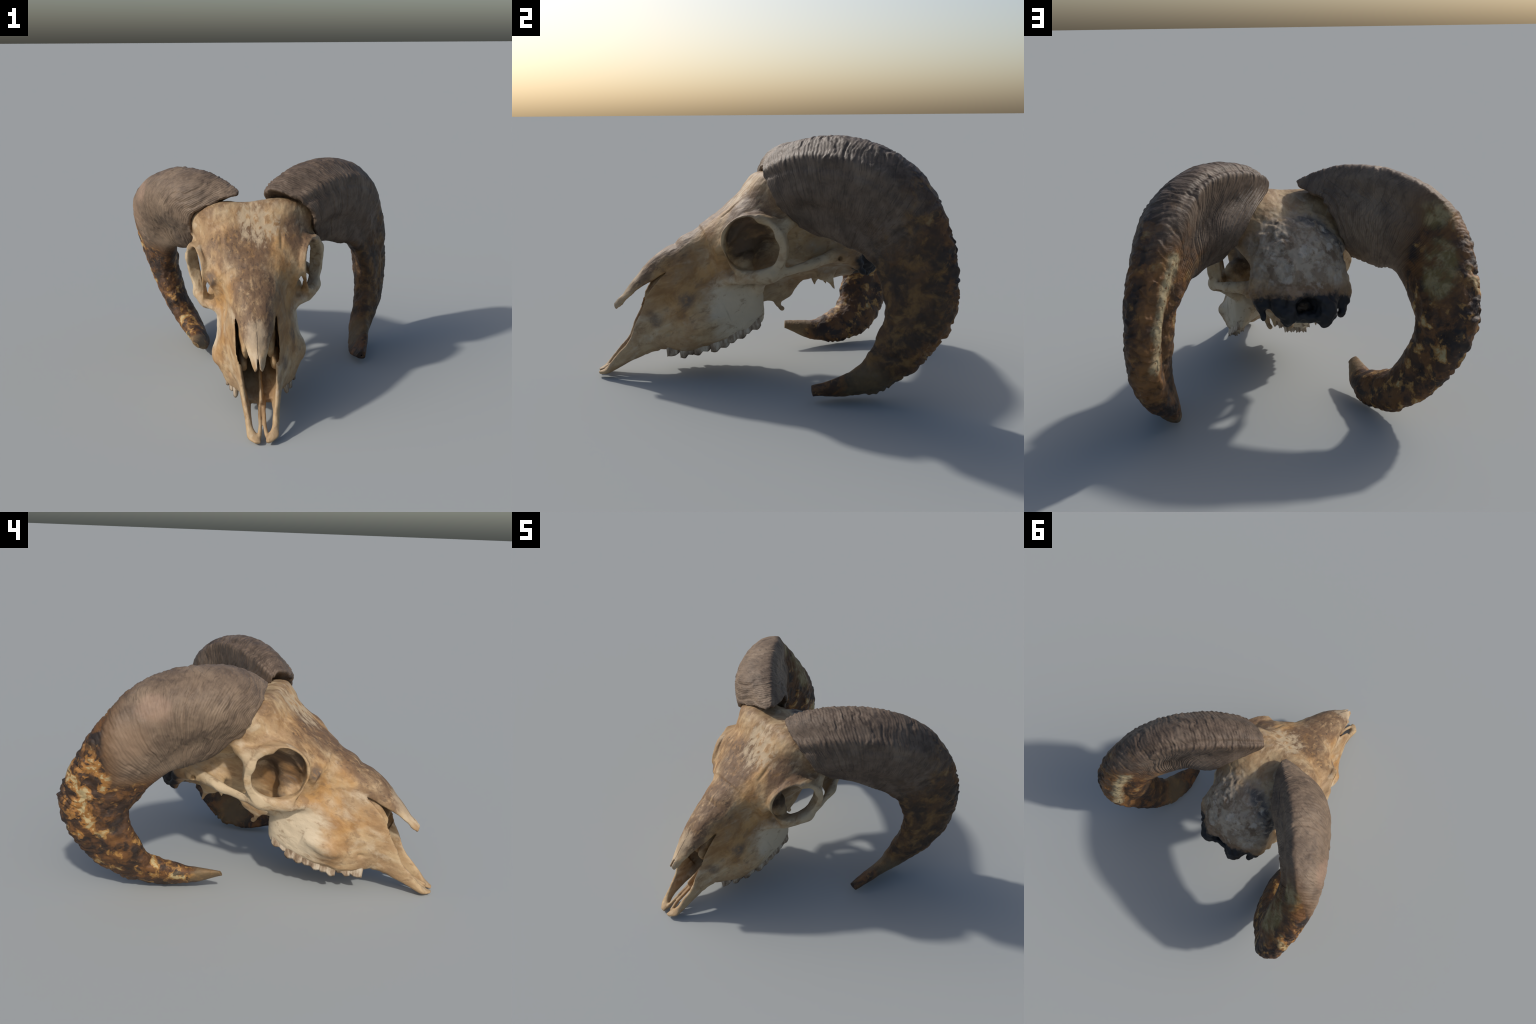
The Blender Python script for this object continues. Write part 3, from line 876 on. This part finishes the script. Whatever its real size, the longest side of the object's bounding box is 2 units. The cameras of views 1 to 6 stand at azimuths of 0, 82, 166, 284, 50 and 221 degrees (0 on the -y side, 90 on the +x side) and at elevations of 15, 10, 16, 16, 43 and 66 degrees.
    inner = [mid0 + (P[0] - mid0) * k - tang * back for k, back in ((.975, -.006), (.935, -.007), (.88, -.002), (.80, .012), (.45, .03), (.05, .04))]
    rows = inner[::-1] + list(P)
    tip = P[-1].mean(0)
    for k in (.8, .5, .15):
        rows.append(tip + (P[-1] - tip) * k + (P[-1] - P[-4]).mean(0) * (1 - k) * .25)
    V = np.vstack(rows)
    n = len(rows)
    i, j = np.meshgrid(np.arange(n - 1), np.arange(NV), indexing="ij")
    j2 = (j + 1) % NV
    Q = np.stack([i * NV + j, i * NV + j2, (i + 1) * NV + j2, (i + 1) * NV + j], -1).reshape(-1, 4)
    return make_mesh(name, V, Q, material, parent)


# ------------------------------------------------------------------ teeth
def build_teeth(material, parents):
    rows = [(-.458, .040, .350, .334), (-.388, .045, .330, .310), (-.305, .051, .312, .290), (-.205, .058, .305, .278), (-.098, .058, .303, .282), (.000, .054, .305, .298)]
    made = 0
    for side in (-1, 1):
        for k, (s, half, top, low) in enumerate(rows):
            a0 = float(np.interp(s, [-.5, -.3, -.15, .06], [.127, .180, .203, .195]))
            lobes = 1 if k == 0 else 2
            nu, nv = 28, 9
            V = []
            for iv in range(nv):
                z = iv / (nv - 1)
                ring = []
                for iu in range(nu):
                    p = 2 * math.pi * iu / nu
                    fold = 1 - .09 * abs(math.sin(lobes * p / 1.0 + .4 * k)) if lobes == 2 else 1 - .05 * math.cos(3 * p)
                    cs, sn = math.cos(p), math.sin(p)
                    x = math.copysign(abs(cs) ** .5, cs) * half * 1.10 * (1 - .14 * (1 - z) * 0) * fold
                    y = math.copysign(abs(sn) ** .8, sn) * (.020, .027, .032, .034, .034, .034)[k] * fold * (.75 + .25 * (1 - z))
                    cusp = .013 * abs(math.sin(lobes * (x / half + 1) * math.pi / 2)) * z
                    g = top + .05 - (top + .05 - low) * z - cusp + .006 * z * math.sin(3 * k + side)
                    ring.append((side * (a0 + y + .012 * z), s + x - .02 * z + .012, g))
                V += ring
            V.append((side * (a0 + .01), s - .01, low + .006))
            W_ = to_world(np.array(V))
            F = [(i * nu + j, i * nu + (j + 1) % nu, (i + 1) * nu + (j + 1) % nu, (i + 1) * nu + j) for i in range(nv - 1) for j in range(nu)]
            F += [((nv - 1) * nu + j, (nv - 1) * nu + (j + 1) % nu, nv * nu) for j in range(nu)]
            if side < 0:
                F = [f[::-1] for f in F]
            me = bpy.data.meshes.new("tooth")
            me.from_pydata(W_.tolist(), [], F)
            me.validate()
            me.polygons.foreach_set("use_smooth", np.ones(len(me.polygons), bool))
            me.materials.append(material)
            ob = bpy.data.objects.new("tooth" if made == 0 else f"tooth.{made:03d}", me)
            bpy.context.scene.collection.objects.link(ob)
            ob.parent = parents[side]
            made += 1


# ------------------------------------------------------------------ assembly
def main():
    root = bpy.data.objects.new("ram_skull", None)
    bpy.context.scene.collection.objects.link(root)
    root["label"] = "weathered ram skull with two large curled charred horns"
    root["category"] = "animal skull"

    build_bone()
    full = np.concatenate([field[::-1], field], axis=0)
    origin = np.array([-av[-1], sv[0], gv[0]], float)
    V, Q = surface_nets(full, origin, CELL)
    V = relax(V, Q, 3)
    if (V * vertex_normals(V, Q)).sum() < 0:
        Q = Q[:, ::-1]
    squeeze = smoothstep(.24, .40, -V[:, 0]) * smoothstep(-.10, .10, V[:, 1]) * (1 - smoothstep(.45, .6, V[:, 1]))
    V[:, 0] *= 1 - .045 * squeeze
    N = vertex_normals(V, Q)
    # relief: soft lumps, pitted and striated bone
    live = smoothstep(-.9, -.6, V[:, 1]) * .6 + .4
    d = live * (.0045 * fbm(V * 9, 2) + .0028 * fbm(V * np.array([30, 18, 30]) + 3, 3))
    crest = np.exp(-((V[:, 1] - .66) / .06) ** 2) * np.clip((V[:, 2] - .6) / .2, 0, 1)
    d += crest * .009 * fbm(V * 24 + 9, 2)
    rear = smoothstep(.58, .68, V[:, 1])
    d += rear * (.016 * fbm(V * 10 + 31, 3) + .006 * fbm(V * 34 + 5, 2))
    low_edge = smoothstep(.62, .70, V[:, 1]) * (1 - smoothstep(.40, .46, V[:, 2]))
    d += low_edge * .022 * fbm(V * 17 + 12, 2)
    V = V + N * d[:, None]
    N = vertex_normals(V, Q)
    Vw, Nw = to_world(V), N @ FRAME

    bone = bone_material()
    fc = V[Q].mean(1)
    a, s, g = np.abs(fc[:, 0]), fc[:, 1], fc[:, 2]
    side = np.where(fc[:, 0] < 0, 0, 1)
    ring = np.sqrt((s - .155) ** 2 / 1.1 + (g - .752) ** 2)
    lab = np.full(len(fc), 0)                                  # 0 brain case
    lab[(s > .62) & (g < .85) & (s + .5 * (g - .5) > .69)] = 1  # occiput
    lab[(g > .80 - .0 * s) & (s < .55) & (s > -.2)] = 2         # forehead
    lab[(s <= .13) & (g <= .80) & ~((ring < .20) & (a > .27))] = 3
    lab[(s <= -.2)] = 3                                        # upper jaw
    roof = hermite(s, [-.67, -.6, -.53, -.4, -.3, -.2], np.array([.66, .69, .715, .752, .79, .80]))
    lab[(s < -.2) & (g > roof) & (a < .14)] = 4                # nasal bones
    lab[(s < -.58) & (g < .66)] = 5                            # premaxilla
    lab[(ring < .205) & (ring > .13) & (a > .29) & (g < .93) & (s > -.02)] = 6
    lab[(s > .26) & (s < .56) & (a > .285) & (g < .575) & (g > .46)] = 7
    names = {0: "brain_case", 1: "occipital_bone", 2: "frontal_bone", 3: "upper_jaw", 4: "nasal_bone", 5: "premaxilla", 6: "eye_socket_rim", 7: "cheek_arch"}
    parts = {}
    for k, nm in names.items():
        for sd in ((0, 1) if k in (3, 4, 5, 6, 7) else (None,)):
            sel = (lab == k) if sd is None else (lab == k) & (side == sd)
            if not sel.any():
                continue
            ids, inv = np.unique(Q[sel], return_inverse=True)
            label = nm if bpy.data.objects.get(nm) is None else nm + ".001"
            parts[k, sd] = make_mesh(label, Vw[ids], inv.reshape(-1, 4), bone, root, Nw[ids])
    build_teeth(tooth_material(), {-1: parts[3, 0], 1: parts[3, 1]})

    dark, pale = horn_materials()
    build_horn("horn", HORN_RIGHT,
               [(232, -1.7), (307, 0), (352, 2.8), (30, 3.2), (67, 3.8), (90, 6.5), (119, 9), (145, 8), (172, 6.2), (194, 4), (217, 0)],
               [(330, .013, .38), (240, .015, .36)],
               [(204, 24, ((0, .0), (.05, .025), (.12, .065), (.3, .065), (.5, .065), (.65, .04), (.75, 0))), (30, 30, ((0, .035), (.15, .04), (.35, .025), (.6, .018), (.75, 0))),
                (58, 15, ((0, .015), (.1, .035), (.4, .03), (.52, 0))), (108, 18, ((0, -.035), (.2, -.03), (.4, -.014), (.7, -.008), (.8, 0))),
                (300, 14, ((0, 0), (.05, -.011), (.45, -.011), (.55, 0))), (5, 14, ((0, 0), (.05, .012), (.35, .012), (.45, 0))),
                (238, 18, ((.28, 0), (.35, .018), (.5, .018), (.6, 0))), (160, 22, ((.45, 0), (.55, -.016), (.7, -.016), (.8, 0)))],
               [(285, 35, .0065)], .36, 6, (285, .013), 245, .0012, (192, .0075), dark, root, 1.7)
    build_horn("horn.001", HORN_LEFT,
               [(350, -2.4), (337, -2.4), (307, 0), (270, 3.6), (217, 4.2), (165, 7), (112, 4.5), (67, 3), (37, -1.4), (10, -2.4)],
               [(10, .006, .38)],
               [(58, 22, ((0, .0), (.05, .03), (.12, .065), (.25, .065), (.36, .005), (.47, .012), (.56, .05), (.66, .045), (.75, 0))), (225, 28, ((0, .02), (.3, .02), (.45, 0))),
                (216, 14, ((0, .01), (.1, .02), (.35, .015), (.45, 0))), (152, 20, ((0, -.045), (.2, -.04), (.4, -.018), (.7, -.006), (.8, 0)))],
               [(330, 35, .002), (60, 30, .002)], .40, 7, (335, .012), 0, .0024, None, pale, root, 9.1)


main()
